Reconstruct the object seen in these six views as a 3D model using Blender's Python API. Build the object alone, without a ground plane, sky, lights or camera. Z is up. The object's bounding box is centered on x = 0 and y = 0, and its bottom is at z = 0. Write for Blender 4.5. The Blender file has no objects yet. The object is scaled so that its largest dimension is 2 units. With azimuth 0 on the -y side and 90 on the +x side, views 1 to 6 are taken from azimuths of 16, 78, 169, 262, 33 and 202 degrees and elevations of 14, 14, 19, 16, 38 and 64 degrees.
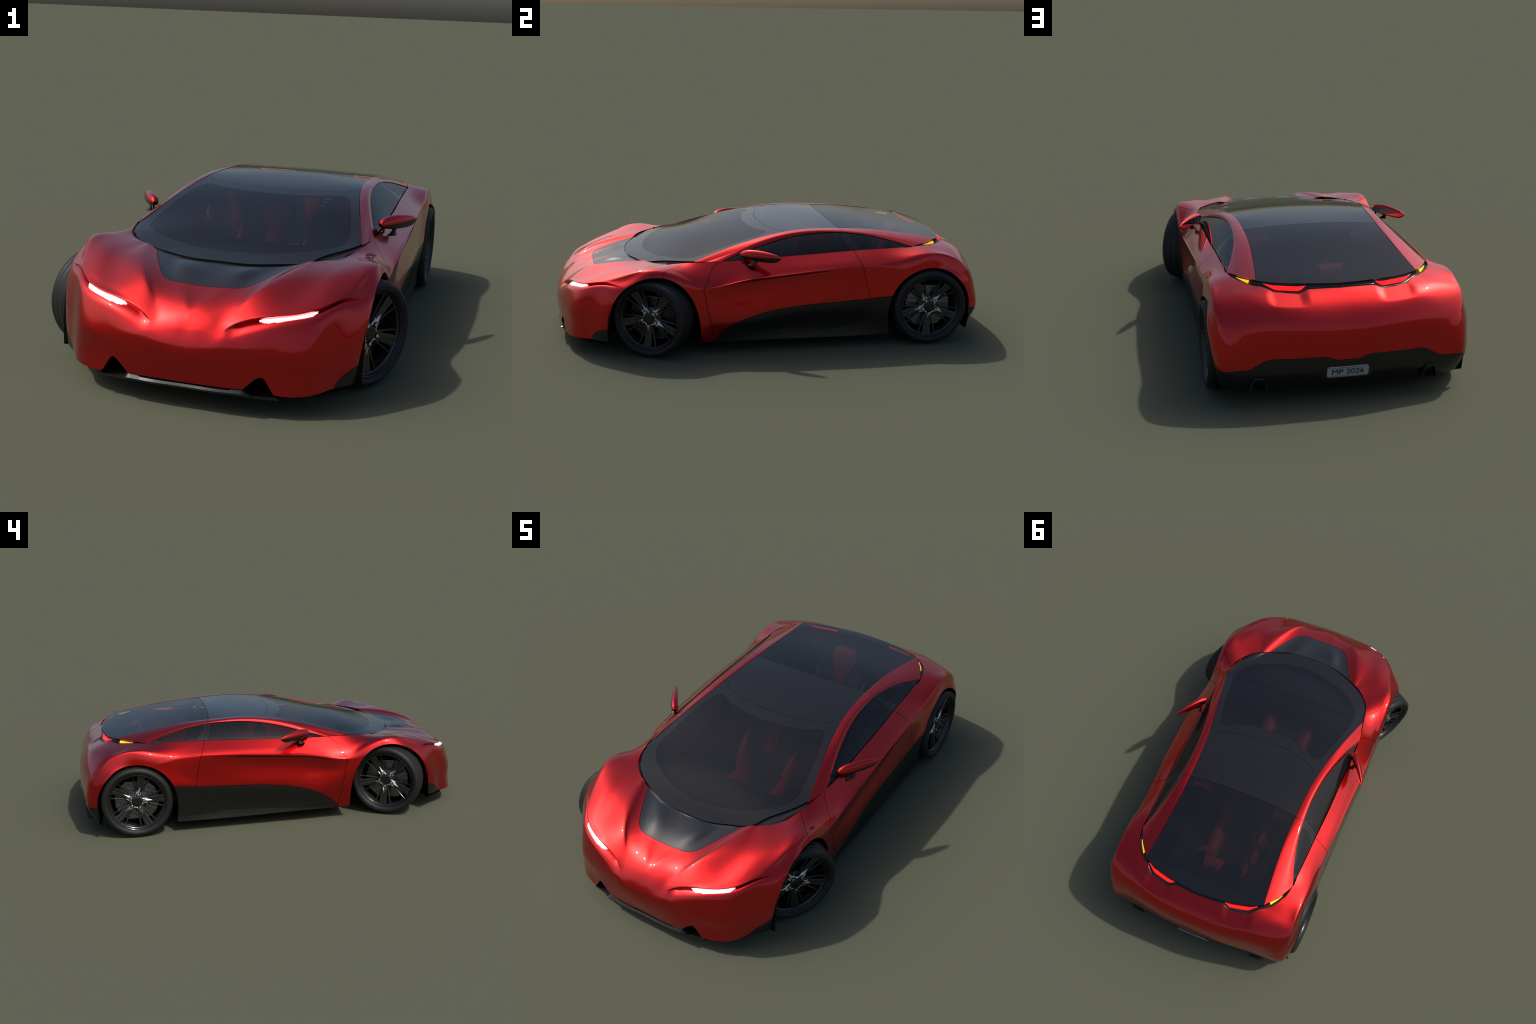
"""Red mid-engined style concept coupe, built panel by panel.

The lower body is one smooth surface interpolated through named cross-sections
(BODY_SECTIONS, measured from sill / lip up to cowl / belt line / tail edge).
It is trimmed along feature curves into panels, each with a folded edge.
The greenhouse, wheels, lamps, mirrors, cabin and trim are built on top.
Axes: -y is the nose, +y the tail, z up, metres.
"""
import bpy, math, random
import numpy as np

random.seed(7)
rng = np.random.default_rng(7)

# --------------------------------------------------------------------------
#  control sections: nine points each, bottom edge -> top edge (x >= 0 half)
# --------------------------------------------------------------------------
BODY_SECTIONS = {
    'nose_centre': [(0, -0.9805, 0.0823), (0, -0.9849, 0.1023), (0, -0.9948, 0.148), (0, -0.9947, 0.1945), (0, -0.98, 0.2327), (0, -0.9735, 0.2443), (0, -0.9652, 0.2565), (0, -0.9277, 0.293), (0, -0.8481, 0.3259), (0, -0.7597, 0.3546), (0, -0.6674, 0.3719)],
    'bonnet_spine': [(0.0308, -0.9808, 0.0827), (0.0301, -0.985, 0.1023), (0.0297, -0.9947, 0.1499), (0.0286, -0.9945, 0.195), (0.0292, -0.9798, 0.2338), (0.0257, -0.9723, 0.2471), (0.0233, -0.9622, 0.2605), (0.0211, -0.9178, 0.2998), (0.0542, -0.8314, 0.3344), (0.0793, -0.742, 0.3658), (0.0964, -0.6604, 0.3728)],
    'bonnet_trough': [(0.0817, -0.9817, 0.0835), (0.081, -0.9844, 0.1034), (0.0795, -0.9921, 0.1511), (0.0783, -0.9925, 0.1977), (0.0741, -0.9786, 0.2328), (0.0676, -0.9708, 0.2458), (0.0685, -0.9602, 0.2591), (0.0701, -0.92, 0.295), (0.1072, -0.8345, 0.3347), (0.1391, -0.7352, 0.3592), (0.1657, -0.6462, 0.3731)],
    'crease_foot': [(0.1319, -0.979, 0.0829), (0.1328, -0.982, 0.106), (0.1288, -0.9876, 0.1507), (0.1226, -0.988, 0.1985), (0.1127, -0.9731, 0.2397), (0.1074, -0.9645, 0.2501), (0.1055, -0.9539, 0.262), (0.1174, -0.9127, 0.2979), (0.1634, -0.8404, 0.3414), (0.1995, -0.7355, 0.3666), (0.2351, -0.6148, 0.3809)],
    'crease_top': [(0.1858, -0.9741, 0.0843), (0.1817, -0.9766, 0.1061), (0.1758, -0.9801, 0.1511), (0.1677, -0.9806, 0.1981), (0.1385, -0.9649, 0.2487), (0.1344, -0.9526, 0.2658), (0.1396, -0.9408, 0.2788), (0.1499, -0.8964, 0.3147), (0.1832, -0.8329, 0.3522), (0.2245, -0.7282, 0.3762), (0.2613, -0.599, 0.3877)],
    'headlight_inner': [(0.2946, -0.9525, 0.0707), (0.2932, -0.9492, 0.1096), (0.2841, -0.9525, 0.155), (0.2739, -0.9539, 0.2042), (0.2685, -0.9232, 0.2931), (0.2681, -0.9115, 0.3032), (0.2705, -0.8975, 0.3096), (0.2815, -0.8675, 0.323), (0.2947, -0.7893, 0.3548), (0.3031, -0.6998, 0.3809), (0.2887, -0.5846, 0.3911)],
    'headlight_outer': [(0.3804, -0.9093, 0.0726), (0.3782, -0.9089, 0.1123), (0.3734, -0.9122, 0.1563), (0.3673, -0.9118, 0.2175), (0.3749, -0.8631, 0.313), (0.3724, -0.8531, 0.3215), (0.3733, -0.8403, 0.3277), (0.3728, -0.8122, 0.3415), (0.3676, -0.7323, 0.3729), (0.3539, -0.6492, 0.3883), (0.3141, -0.5676, 0.3923)],
    'nose_corner': [(0.4301, -0.8405, 0.0766), (0.429, -0.8465, 0.1101), (0.4281, -0.8497, 0.1569), (0.4273, -0.8413, 0.2244), (0.4366, -0.7855, 0.3304), (0.437, -0.7719, 0.3393), (0.4361, -0.7649, 0.3437), (0.434, -0.7429, 0.3567), (0.4135, -0.6825, 0.3846), (0.3835, -0.6093, 0.3938), (0.3348, -0.5496, 0.3923)],
    'arch_front': [(0.4799, -0.7729, 0.0783), (0.4853, -0.7712, 0.111), (0.4912, -0.7692, 0.1666), (0.504, -0.7417, 0.2568), (0.4995, -0.7113, 0.3191), (0.4942, -0.7045, 0.3317), (0.4786, -0.6919, 0.3492), (0.4648, -0.6679, 0.3793), (0.4419, -0.6324, 0.3946), (0.4039, -0.5799, 0.3972), (0.3547, -0.5276, 0.3931)],
    'arch_crown': [(0.4984, -0.5682, 0.0714), (0.5062, -0.5675, 0.1065), (0.5196, -0.5672, 0.1747), (0.526, -0.5666, 0.2697), (0.5131, -0.5711, 0.3509), (0.5064, -0.5724, 0.3701), (0.497, -0.5769, 0.3869), (0.4785, -0.5794, 0.3998), (0.4592, -0.5713, 0.4028), (0.4183, -0.5335, 0.3995), (0.3799, -0.4898, 0.3971)],
    'arch_back': [(0.5058, -0.4372, 0.0639), (0.5098, -0.4375, 0.104), (0.5113, -0.4385, 0.1746), (0.5117, -0.4292, 0.2558), (0.5073, -0.4331, 0.3175), (0.5056, -0.4373, 0.3305), (0.4997, -0.4398, 0.3486), (0.4734, -0.4621, 0.3784), (0.4541, -0.4611, 0.3877), (0.4239, -0.4476, 0.3962), (0.396, -0.4391, 0.4034)],
    'door_leading': [(0.4915, -0.3431, 0.0574), (0.4984, -0.3423, 0.1017), (0.5049, -0.3504, 0.1624), (0.5062, -0.351, 0.2323), (0.5019, -0.3517, 0.2879), (0.5011, -0.3562, 0.3072), (0.4989, -0.3561, 0.3144), (0.4861, -0.3592, 0.3371), (0.4604, -0.3615, 0.3676), (0.4325, -0.3652, 0.3923), (0.4107, -0.3671, 0.4093)],
    'door_fore': [(0.4916, -0.1999, 0.0566), (0.495, -0.2001, 0.0996), (0.5091, -0.2009, 0.1544), (0.5016, -0.2019, 0.2402), (0.5014, -0.2126, 0.3162), (0.5059, -0.2125, 0.333), (0.5063, -0.213, 0.3343), (0.4855, -0.2113, 0.3553), (0.4627, -0.2091, 0.3805), (0.4446, -0.209, 0.3997), (0.4283, -0.2104, 0.4166)],
    'door_mid': [(0.4927, 0.0003, 0.0553), (0.4896, 0.0001, 0.1043), (0.503, -0.0005, 0.1634), (0.5053, -0.0015, 0.2374), (0.5003, -0.0025, 0.3414), (0.5052, -0.0025, 0.3587), (0.5058, -0.0008, 0.3602), (0.4844, -0.0018, 0.3782), (0.465, 0, 0.3956), (0.4476, 0.0005, 0.4104), (0.4285, 0.001, 0.4263)],
    'door_aft': [(0.4932, 0.2, 0.0532), (0.489, 0.1999, 0.1045), (0.5026, 0.1997, 0.179), (0.5055, 0.1995, 0.2463), (0.4994, 0.1992, 0.3605), (0.5022, 0.1985, 0.3754), (0.5029, 0.1988, 0.3767), (0.4873, 0.1993, 0.39), (0.4648, 0.2004, 0.4079), (0.4461, 0.2007, 0.4217), (0.4271, 0.2004, 0.4356)],
    'door_trailing': [(0.4935, 0.3797, 0.053), (0.4895, 0.3798, 0.1095), (0.5036, 0.3806, 0.1989), (0.5031, 0.3803, 0.2671), (0.4977, 0.3814, 0.3733), (0.4966, 0.3793, 0.3838), (0.4958, 0.3812, 0.3857), (0.4856, 0.3804, 0.3951), (0.4606, 0.3811, 0.4146), (0.441, 0.3811, 0.4286), (0.4204, 0.3803, 0.4428)],
    'haunch_front': [(0.4966, 0.5193, 0.0555), (0.4989, 0.519, 0.1152), (0.5107, 0.5201, 0.2199), (0.5072, 0.5211, 0.2888), (0.5004, 0.5223, 0.3608), (0.4983, 0.5215, 0.3774), (0.4947, 0.5207, 0.3861), (0.4885, 0.5235, 0.3957), (0.4673, 0.5272, 0.4148), (0.4387, 0.5312, 0.4335), (0.4168, 0.5297, 0.4463)],
    'haunch_rise': [(0.5051, 0.6488, 0.0621), (0.5117, 0.6499, 0.1231), (0.5203, 0.6411, 0.2042), (0.5139, 0.6376, 0.312), (0.5095, 0.6363, 0.3544), (0.5086, 0.6333, 0.3627), (0.5055, 0.6278, 0.3845), (0.4939, 0.622, 0.4142), (0.4768, 0.6335, 0.4288), (0.4365, 0.6406, 0.4422), (0.4111, 0.6492, 0.4491)],
    'haunch_crown': [(0.5091, 0.7588, 0.0626), (0.515, 0.7602, 0.1268), (0.5202, 0.7563, 0.2093), (0.509, 0.7538, 0.3273), (0.5029, 0.7426, 0.3692), (0.5018, 0.7399, 0.3766), (0.4977, 0.7344, 0.4046), (0.4879, 0.7204, 0.4316), (0.4755, 0.7123, 0.436), (0.4301, 0.7048, 0.4454), (0.4026, 0.6989, 0.451)],
    'haunch_back': [(0.5003, 0.8568, 0.0636), (0.5018, 0.8585, 0.1197), (0.513, 0.8681, 0.1988), (0.5191, 0.8562, 0.2937), (0.5085, 0.8347, 0.3433), (0.5064, 0.833, 0.3509), (0.5002, 0.83, 0.3757), (0.489, 0.8065, 0.4142), (0.4656, 0.7787, 0.428), (0.4223, 0.7564, 0.4404), (0.379, 0.7501, 0.4494)],
    'tail_corner': [(0.4732, 0.8969, 0.0656), (0.4804, 0.9303, 0.1252), (0.4828, 0.9471, 0.1857), (0.4748, 0.9373, 0.2612), (0.4797, 0.9157, 0.314), (0.481, 0.9085, 0.3272), (0.4821, 0.9017, 0.3402), (0.4833, 0.87, 0.38), (0.4544, 0.8348, 0.4147), (0.4018, 0.7971, 0.4364), (0.3516, 0.7835, 0.4468)],
    'tail_outer': [(0.4021, 0.9256, 0.0711), (0.4141, 0.949, 0.1196), (0.4212, 0.9619, 0.1776), (0.4108, 0.9594, 0.2385), (0.4083, 0.9499, 0.294), (0.4089, 0.9456, 0.3098), (0.4093, 0.9398, 0.3264), (0.4033, 0.912, 0.3754), (0.3922, 0.8652, 0.4181), (0.3667, 0.8294, 0.4359), (0.3274, 0.7984, 0.447)],
    'tail_pocket': [(0.3025, 0.9376, 0.0706), (0.3057, 0.962, 0.1194), (0.3048, 0.9746, 0.1752), (0.3007, 0.9755, 0.2332), (0.3025, 0.971, 0.2915), (0.3024, 0.9687, 0.3077), (0.3012, 0.9647, 0.328), (0.3049, 0.9373, 0.3825), (0.304, 0.9015, 0.4165), (0.2978, 0.8622, 0.4349), (0.2876, 0.8209, 0.4481)],
    'tail_inner': [(0.1727, 0.9466, 0.0699), (0.1735, 0.9726, 0.1185), (0.1719, 0.988, 0.1716), (0.1722, 0.9908, 0.2279), (0.1714, 0.9882, 0.2909), (0.1749, 0.9858, 0.3074), (0.1755, 0.9811, 0.3286), (0.1795, 0.954, 0.3798), (0.1819, 0.9113, 0.4159), (0.1781, 0.878, 0.4321), (0.1722, 0.846, 0.4439)],
    'tail_centre': [(0, 0.9493, 0.07), (0, 0.9788, 0.1181), (0, 0.9959, 0.172), (0, 0.9954, 0.2277), (0, 0.9925, 0.2901), (0, 0.9901, 0.3063), (0, 0.9852, 0.3253), (0, 0.959, 0.3723), (0, 0.9197, 0.4083), (0, 0.8886, 0.4275), (0, 0.8665, 0.44)],
}

# --------------------------------------------------------------------------
#  feature curves
# --------------------------------------------------------------------------
COWL = [(0, -.670, .371), (.109, -.663, .373), (.206, -.628, .376), (.287, -.588, .391), (.351, -.533, .393), (.391, -.463, .400), (.405, -.371, .411)]
RAIL_IN = [(.404, -.380, .409), (.359, -.195, .465), (.322, -.022, .503), (.300, .144, .521), (.293, .305, .519), (.294, .466, .510), (.304, .628, .489), (.321, .795, .463)]
RAIL_MID = [(.415, -.325, .4105), (.393, -.202, .446), (.369, -.094, .480), (.345, .022, .507), (.330, .150, .520), (.324, .299, .519), (.337, .478, .502), (.375, .728, .4585)]
RAIL_OUT = [(.428, -.267, .412), (.387, -.112, .457), (.355, .037, .493), (.339, .184, .510), (.341, .334, .509), (.364, .487, .488), (.414, .646, .448)]
BELT = [(.427, -.262, .416), (.429, -.067, .424), (.427, .159, .434), (.421, .400, .444), (.4135, .648, .4475)]
FRONT_ARCH = [(-.766, .02), (-.768, .10), (-.766, .17), (-.750, .251), (-.695, .324), (-.620, .362), (-.540, .368), (-.467, .340), (-.410, .279), (-.373, .183), (-.3595, .054), (-.359, .02)]
REAR_ARCH = [(.528, .02), (.527, .242), (.590, .325), (.665, .360), (.737, .364), (.798, .347), (.847, .307), (.888, .248), (.906, .16), (.900, .10), (.885, .02)]
SKIRT_TOP = [(-.36, .0), (-.297, .069), (-.244, .121), (-.143, .171), (.008, .205), (.215, .222), (.42, .233), (.56, .245)]
BONNET_PANEL = [(-.01, -.818), (.084, -.817), (.116, -.811), (.137, -.799), (.152, -.782), (.165, -.761), (.197, -.700), (.237, -.615), (.25, -.56), (-.01, -.56)]
DOOR_FRONT_SEAM = [(-.267, .43), (-.267, .416), (-.302, .390), (-.347, .312), (-.350, .299), (-.346, .285), (-.329, .20), (-.296, .069), (-.290, .03)]
DOOR_REAR_SEAM = [(.356, .46), (.358, .442), (.382, .388), (.402, .31), (.420, .233), (.420, .02)]
FENDER_SEAM = [(.38, -.405), (.401, -.429), (.455, -.487), (.476, -.511), (.505, -.533), (.53, -.555)]
FLAP_EDGE = [(-.90, .0), (-.853, .055), (-.836, .102), (-.819, .122), (-.801, .131), (-.767, .139), (-.72, .141)]
BUMPER_EDGE = [(0, .196), (.041, .196), (.052, .198), (.078, .210), (.09, .212), (.30, .210), (.318, .204), (.37, .172), (.385, .168), (.472, .163), (.56, .168)]
INTAKE = [(.180, .0), (.181, .083), (.200, .103), (.219, .121), (.232, .127), (.241, .123), (.252, .105), (.268, .079), (.281, .06), (.30, .0)]
TAIL_EDGE = [(-.01, .868, .4435), (.127, .861, .444), (.169, .876, .426), (.266, .857, .430), (.307, .817, .447), (.337, .797, .446), (.371, .759, .447), (.401, .710, .446), (.414, .644, .448)]
GLASS_TAIL = [(-.01, .863, .457), (.127, .852, .456), (.172, .845, .457), (.262, .823, .460), (.322, .796, .463), (.345, .762, .461), (.372, .730, .458), (.398, .680, .452), (.414, .646, .448)]
ROOF_FRONT = [(0, -.025), (.112, -.016), (.204, .005), (.262, .029), (.274, .036), (.2745, .050), (.283, .067), (.36, .100)]
ROOF_REAR = [(0, .307), (.10, .308), (.20, .312), (.294, .320), (.36, .329)]
SEAM_GAP = .0011


def natural_spline(t, te):
    """Matrix that turns values at knots t into natural cubic spline values at te."""
    k = len(t)
    h = np.diff(t)
    a, b = np.eye(k), np.zeros((k, k))
    for i in range(1, k - 1):
        a[i, i - 1], a[i, i], a[i, i + 1] = h[i - 1], 2 * (h[i - 1] + h[i]), h[i]
        b[i, i + 1] += 6 / h[i]
        b[i, i] -= 6 / h[i] + 6 / h[i - 1]
        b[i, i - 1] += 6 / h[i - 1]
    s, e = np.linalg.solve(a, b), np.eye(k)
    j = np.clip(np.searchsorted(t, te, side="right") - 1, 0, k - 2)
    u, hh = (te - t[j])[:, None], h[j][:, None]
    return e[j] + ((e[j + 1] - e[j]) / hh - hh * (2 * s[j] + s[j + 1]) / 6) * u + s[j] / 2 * u**2 + (s[j + 1] - s[j]) / (6 * hh) * u**3


def curve(points, n, power=1.0):
    """n points along a natural spline, evenly spread along its length."""
    p = np.array(points, float)
    t = np.r_[0, np.cumsum(np.linalg.norm(np.diff(p, axis=0), axis=1) ** power)]
    d = natural_spline(t, np.linspace(0, t[-1], 400)) @ p
    s = np.r_[0, np.cumsum(np.linalg.norm(np.diff(d, axis=0), axis=1))]
    q = np.linspace(0, s[-1], n)
    return np.stack([np.interp(q, s, d[:, k]) for k in range(p.shape[1])], 1)


def polyline_at(points, n):
    p = np.array(points, float)
    s = np.r_[0, np.cumsum(np.linalg.norm(np.diff(p, axis=0), axis=1))]
    q = np.linspace(0, s[-1], n)
    return np.stack([np.interp(q, s, p[:, k]) for k in range(p.shape[1])], 1)


def smoothstep(a, b, x):
    t = np.clip((x - a) / (b - a), 0, 1)
    return t * t * (3 - 2 * t)


def polygon_distance(q, poly):
    """Signed distance of 2D points q to a closed polygon, negative inside."""
    p = np.array(poly, float)
    d = np.full(len(q), 1e9)
    inside = np.zeros(len(q), bool)
    for a, b in zip(p, np.roll(p, -1, 0)):
        ab = b - a
        t = np.clip(((q - a) @ ab) / max(ab @ ab, 1e-12), 0, 1)
        d = np.minimum(d, np.linalg.norm(q - a - t[:, None] * ab, axis=1))
        cross = (a[1] > q[:, 1]) != (b[1] > q[:, 1])
        with np.errstate(divide="ignore", invalid="ignore"):
            inside ^= cross & (q[:, 0] < ab[0] * (q[:, 1] - a[1]) / (ab[1] if ab[1] else 1e-12) + a[0])
    return np.where(inside, -d, d)


def line_distance(q, line):
    """Signed distance of 2D points to an open polyline: positive on its left."""
    p = np.array(line, float)
    best, sign = np.full(len(q), 1e9), np.ones(len(q))
    for a, b in zip(p[:-1], p[1:]):
        ab = b - a
        t = np.clip(((q - a) @ ab) / (ab @ ab), 0, 1)
        r = q - a - t[:, None] * ab
        d = np.linalg.norm(r, axis=1)
        c = ab[0] * (q[:, 1] - a[1]) - ab[1] * (q[:, 0] - a[0])
        near = d < best - 1e-9
        best, sign = np.where(near, d, best), np.where(near, np.where(c >= 0, 1.0, -1.0), sign)
    return best * sign


# --------------------------------------------------------------------------
#  a small polygon sheet that can be cut along the zero line of a field
# --------------------------------------------------------------------------
class Sheet:
    def __init__(self, v, n, faces):
        self.v, self.n, self.faces = [np.array(x) for x in v], [np.array(x) for x in n], list(faces)
        self.locked = [False] * len(self.v)

    @classmethod
    def grid(cls, p):
        a, b = np.gradient(p, axis=0), np.gradient(p, axis=1)
        n = np.cross(a, b)
        n /= np.maximum(np.linalg.norm(n, axis=2, keepdims=True), 1e-12)
        nu, nv = p.shape[:2]
        i = np.arange(nu * nv).reshape(nu, nv)
        q = np.stack([i[:-1, :-1], i[1:, :-1], i[1:, 1:], i[:-1, 1:]], -1).reshape(-1, 4)
        return cls(p.reshape(-1, 3), n.reshape(-1, 3), [tuple(f) for f in q.tolist()])

    def points(self):
        return np.array(self.v)

    def cut(self, field, only=None):
        """Split faces along field = 0. Returns the sign (+1 / -1) of each face.
        only: optional boolean per face that limits where the cut is made."""
        f = np.array(field(self.points()), float)
        active = range(len(self.faces)) if only is None else np.flatnonzero(only)
        crossing = [k for k in active if (lambda w: w.min() < 0 < w.max())(f[list(self.faces[k])])]
        # pull free corners that lie close to the line onto it, so that no slivers appear
        pull = {}
        for k in crossing:
            face = self.faces[k]
            for a, b in zip(face, face[1:] + face[:1]):
                for s, e in ((a, b), (b, a)):
                    if f[s] * f[e] < 0:
                        t = f[s] / (f[s] - f[e])
                        if t < .3 and not self.locked[s] and (s not in pull or t < pull[s][0]):
                            pull[s] = (t, e)
                        elif t < .01 and s not in pull:
                            pull[s] = (0.0, e)
        old = {s: self.v[s] for s in pull}
        oldn = {s: self.n[s] for s in pull}
        for s, (t, e) in pull.items():
            pe, ne = old.get(e, self.v[e]), oldn.get(e, self.n[e])
            self.v[s] = old[s] + (pe - old[s]) * t
            self.n[s] = oldn[s] + (ne - oldn[s]) * t
            f[s] = 0
        for s in pull:
            self.locked[s] = True
        f, made, added = list(f), {}, []
        for k in crossing:
            face = self.faces[k]
            w = [f[x] for x in face]
            if not (min(w) < 0 < max(w)):
                continue
            pos, neg = [], []
            for a, b in zip(face, face[1:] + face[:1]):
                if f[a] >= 0:
                    pos.append(a)
                if f[a] <= 0:
                    neg.append(a)
                if f[a] * f[b] < 0:
                    key = (min(a, b), max(a, b))
                    if key not in made:
                        t = f[key[0]] / (f[key[0]] - f[key[1]])
                        made[key] = len(self.v)
                        self.v.append(self.v[key[0]] * (1 - t) + self.v[key[1]] * t)
                        self.n.append(self.n[key[0]] * (1 - t) + self.n[key[1]] * t)
                        self.locked.append(True)
                        f.append(0.0)
                    pos.append(made[key])
                    neg.append(made[key])
            self.faces[k] = tuple(pos)
            added.append((k, tuple(neg)))
        parent = [k for k, _ in added]
        # neighbours outside the active region must get the new corners too (no T-joints)
        if made:
            touched = set(range(len(self.faces))) - set(crossing) if only is not None else set()
            for k in touched:
                face, out = self.faces[k], []
                hit = False
                for a, b in zip(face, face[1:] + face[:1]):
                    out.append(a)
                    m = made.get((min(a, b), max(a, b)))
                    if m is not None:
                        out.append(m)
                        hit = True
                if hit:
                    self.faces[k] = tuple(out)
        self.faces += [x for _, x in added]
        sign = np.array([1 if sum(f[x] for x in face) >= 0 else -1 for face in self.faces])
        return sign, parent

    def keep(self, mask):
        self.faces = [x for x, m in zip(self.faces, mask) if m]


# --------------------------------------------------------------------------
#  scene helpers
# --------------------------------------------------------------------------
ROOT = bpy.data.objects.new("sports_car", None)
bpy.context.scene.collection.objects.link(ROOT)
ROOT["label"] = "glossy red two-door concept coupe with dark glass canopy"
ROOT["category"] = "car"


def link(name, mesh, material=None, parent=None, smooth=True):
    ob = bpy.data.objects.new(name, mesh)
    bpy.context.scene.collection.objects.link(ob)
    ob.parent = parent or ROOT
    if material and not mesh.materials:
        mesh.materials.append(material)
    return ob


def mesh_from(name, verts, faces, smooth=True):
    me = bpy.data.meshes.new(name)
    me.from_pydata([tuple(map(float, v)) for v in verts], [], [tuple(int(i) for i in f) for f in faces])
    if smooth:
        me.shade_smooth()
    me.update()
    return me


def sharp_by_angle(me, degrees=35):
    me.shade_smooth()
    me.set_sharp_from_angle(angle=math.radians(degrees))


def mirrored(verts, faces):
    v = np.array(verts, float) * [-1, 1, 1]
    return v, [tuple(f[::-1]) for f in faces]


def loft(rows, closed=False, cap=False):
    """Faces that skin a list of equally long point rows."""
    rows = [np.array(r, float) for r in rows]
    n = len(rows[0])
    v = np.vstack(rows)
    faces = []
    for a in range(len(rows) - 1):
        for b in range(n if closed else n - 1):
            c = (b + 1) % n
            faces.append((a * n + b, a * n + c, (a + 1) * n + c, (a + 1) * n + b))
    if cap and closed:
        faces.append(tuple(range(n))[::-1])
        faces.append(tuple((len(rows) - 1) * n + b for b in range(n)))
    return v, faces


def panel_mesh(name, sheet, mask, depth=.010, gap=SEAM_GAP, half=False, flip=False, mirror_join=False):
    """Turn part of a sheet into a mesh with folded-in edges and the sheet's own smooth normals.
    mirror_join: weld the panel to its mirror image at x = 0."""
    faces = [f for f, m in zip(sheet.faces, mask) if m]
    used = sorted({i for f in faces for i in f})
    at = {g: k for k, g in enumerate(used)}
    v = np.array([sheet.v[g] for g in used])
    n = np.array([sheet.n[g] for g in used])
    n /= np.maximum(np.linalg.norm(n, axis=1, keepdims=True), 1e-12)
    faces = [tuple(at[i] for i in f) for f in faces]
    if mirror_join:
        centre = np.abs(v[:, 0]) < 1e-5
        n[centre, 0] = 0
        n /= np.maximum(np.linalg.norm(n, axis=1, keepdims=True), 1e-12)
        other = np.arange(len(v))
        other[~centre] = len(v) + np.arange((~centre).sum())
        v = np.vstack([v, v[~centre] * [-1, 1, 1]])
        n = np.vstack([n, n[~centre] * [-1, 1, 1]])
        faces = faces + [tuple(int(other[i]) for i in f[::-1]) for f in faces]
    elif flip:
        v, n = v * [-1, 1, 1], n * [-1, 1, 1]
        faces = [f[::-1] for f in faces]
    edges = {}
    for f in faces:
        for a, b in zip(f, f[1:] + f[:1]):
            edges[(a, b)] = edges.get((a, b), 0) + 1
    border = [(a, b) for (a, b) in edges if (b, a) not in edges]
    inward = np.zeros_like(v)
    for a, b in border:
        d = np.cross(n[a] + n[b], v[b] - v[a])
        d /= max(np.linalg.norm(d), 1e-12)
        inward[a] += d
        inward[b] += d
    length = np.linalg.norm(inward, axis=1)
    on = length > 1e-9
    inward[on] /= length[on][:, None]
    v = v + inward * gap
    ring = sorted({i for e in border for i in e})
    r1 = {i: len(v) + k for k, i in enumerate(ring)}
    r2 = {i: len(v) + len(ring) + k for k, i in enumerate(ring)}
    out = np.vstack([v, v[ring], v[ring] - n[ring] * depth])
    nn = np.vstack([n, -inward[ring], -inward[ring]])
    faces = faces + [(b, a, r2[a], r2[b]) if False else (r1[b], r1[a], r2[a], r2[b]) for a, b in border]
    me = mesh_from(name, out, faces)
    me.normals_split_custom_set_from_vertices([tuple(map(float, x)) for x in nn])
    return me


# --------------------------------------------------------------------------
#  materials
# --------------------------------------------------------------------------
def material(name, colour, rough=.5, metal=0.0, coat=0.0, coat_rough=.03, spec=.5, alpha=1.0, emit=None, strength=0.0, flake=0.0, grain=None):
    m = bpy.data.materials.new(name)
    m.use_nodes = True
    nt = m.node_tree
    b = nt.nodes["Principled BSDF"]
    b.inputs["Base Color"].default_value = (*colour, 1)
    b.inputs["Roughness"].default_value = rough
    b.inputs["Metallic"].default_value = metal
    b.inputs["Specular IOR Level"].default_value = spec
    b.inputs["Coat Weight"].default_value = coat
    b.inputs["Coat Roughness"].default_value = coat_rough
    b.inputs["Alpha"].default_value = alpha
    if emit:
        b.inputs["Emission Color"].default_value = (*emit, 1)
        b.inputs["Emission Strength"].default_value = strength
    tex = nt.nodes.new("ShaderNodeTexCoord")
    if flake:
        noise = nt.nodes.new("ShaderNodeTexNoise")
        noise.inputs["Scale"].default_value = 420
        noise.inputs["Detail"].default_value = 1.0
        bump = nt.nodes.new("ShaderNodeBump")
        bump.inputs["Strength"].default_value = flake
        bump.inputs["Distance"].default_value = .001
        nt.links.new(tex.outputs["Object"], noise.inputs["Vector"])
        nt.links.new(noise.outputs["Fac"], bump.inputs["Height"])
        nt.links.new(bump.outputs["Normal"], b.inputs["Normal"])
    if grain:
        scale, amount = grain
        noise = nt.nodes.new("ShaderNodeTexNoise")
        noise.inputs["Scale"].default_value = scale
        noise.inputs["Detail"].default_value = 3
        ramp = nt.nodes.new("ShaderNodeMapRange")
        ramp.inputs["To Min"].default_value = max(rough - amount, 0)
        ramp.inputs["To Max"].default_value = rough + amount
        nt.links.new(tex.outputs["Object"], noise.inputs["Vector"])
        nt.links.new(noise.outputs["Fac"], ramp.inputs["Value"])
        nt.links.new(ramp.outputs["Result"], b.inputs["Roughness"])
    return m


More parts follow.
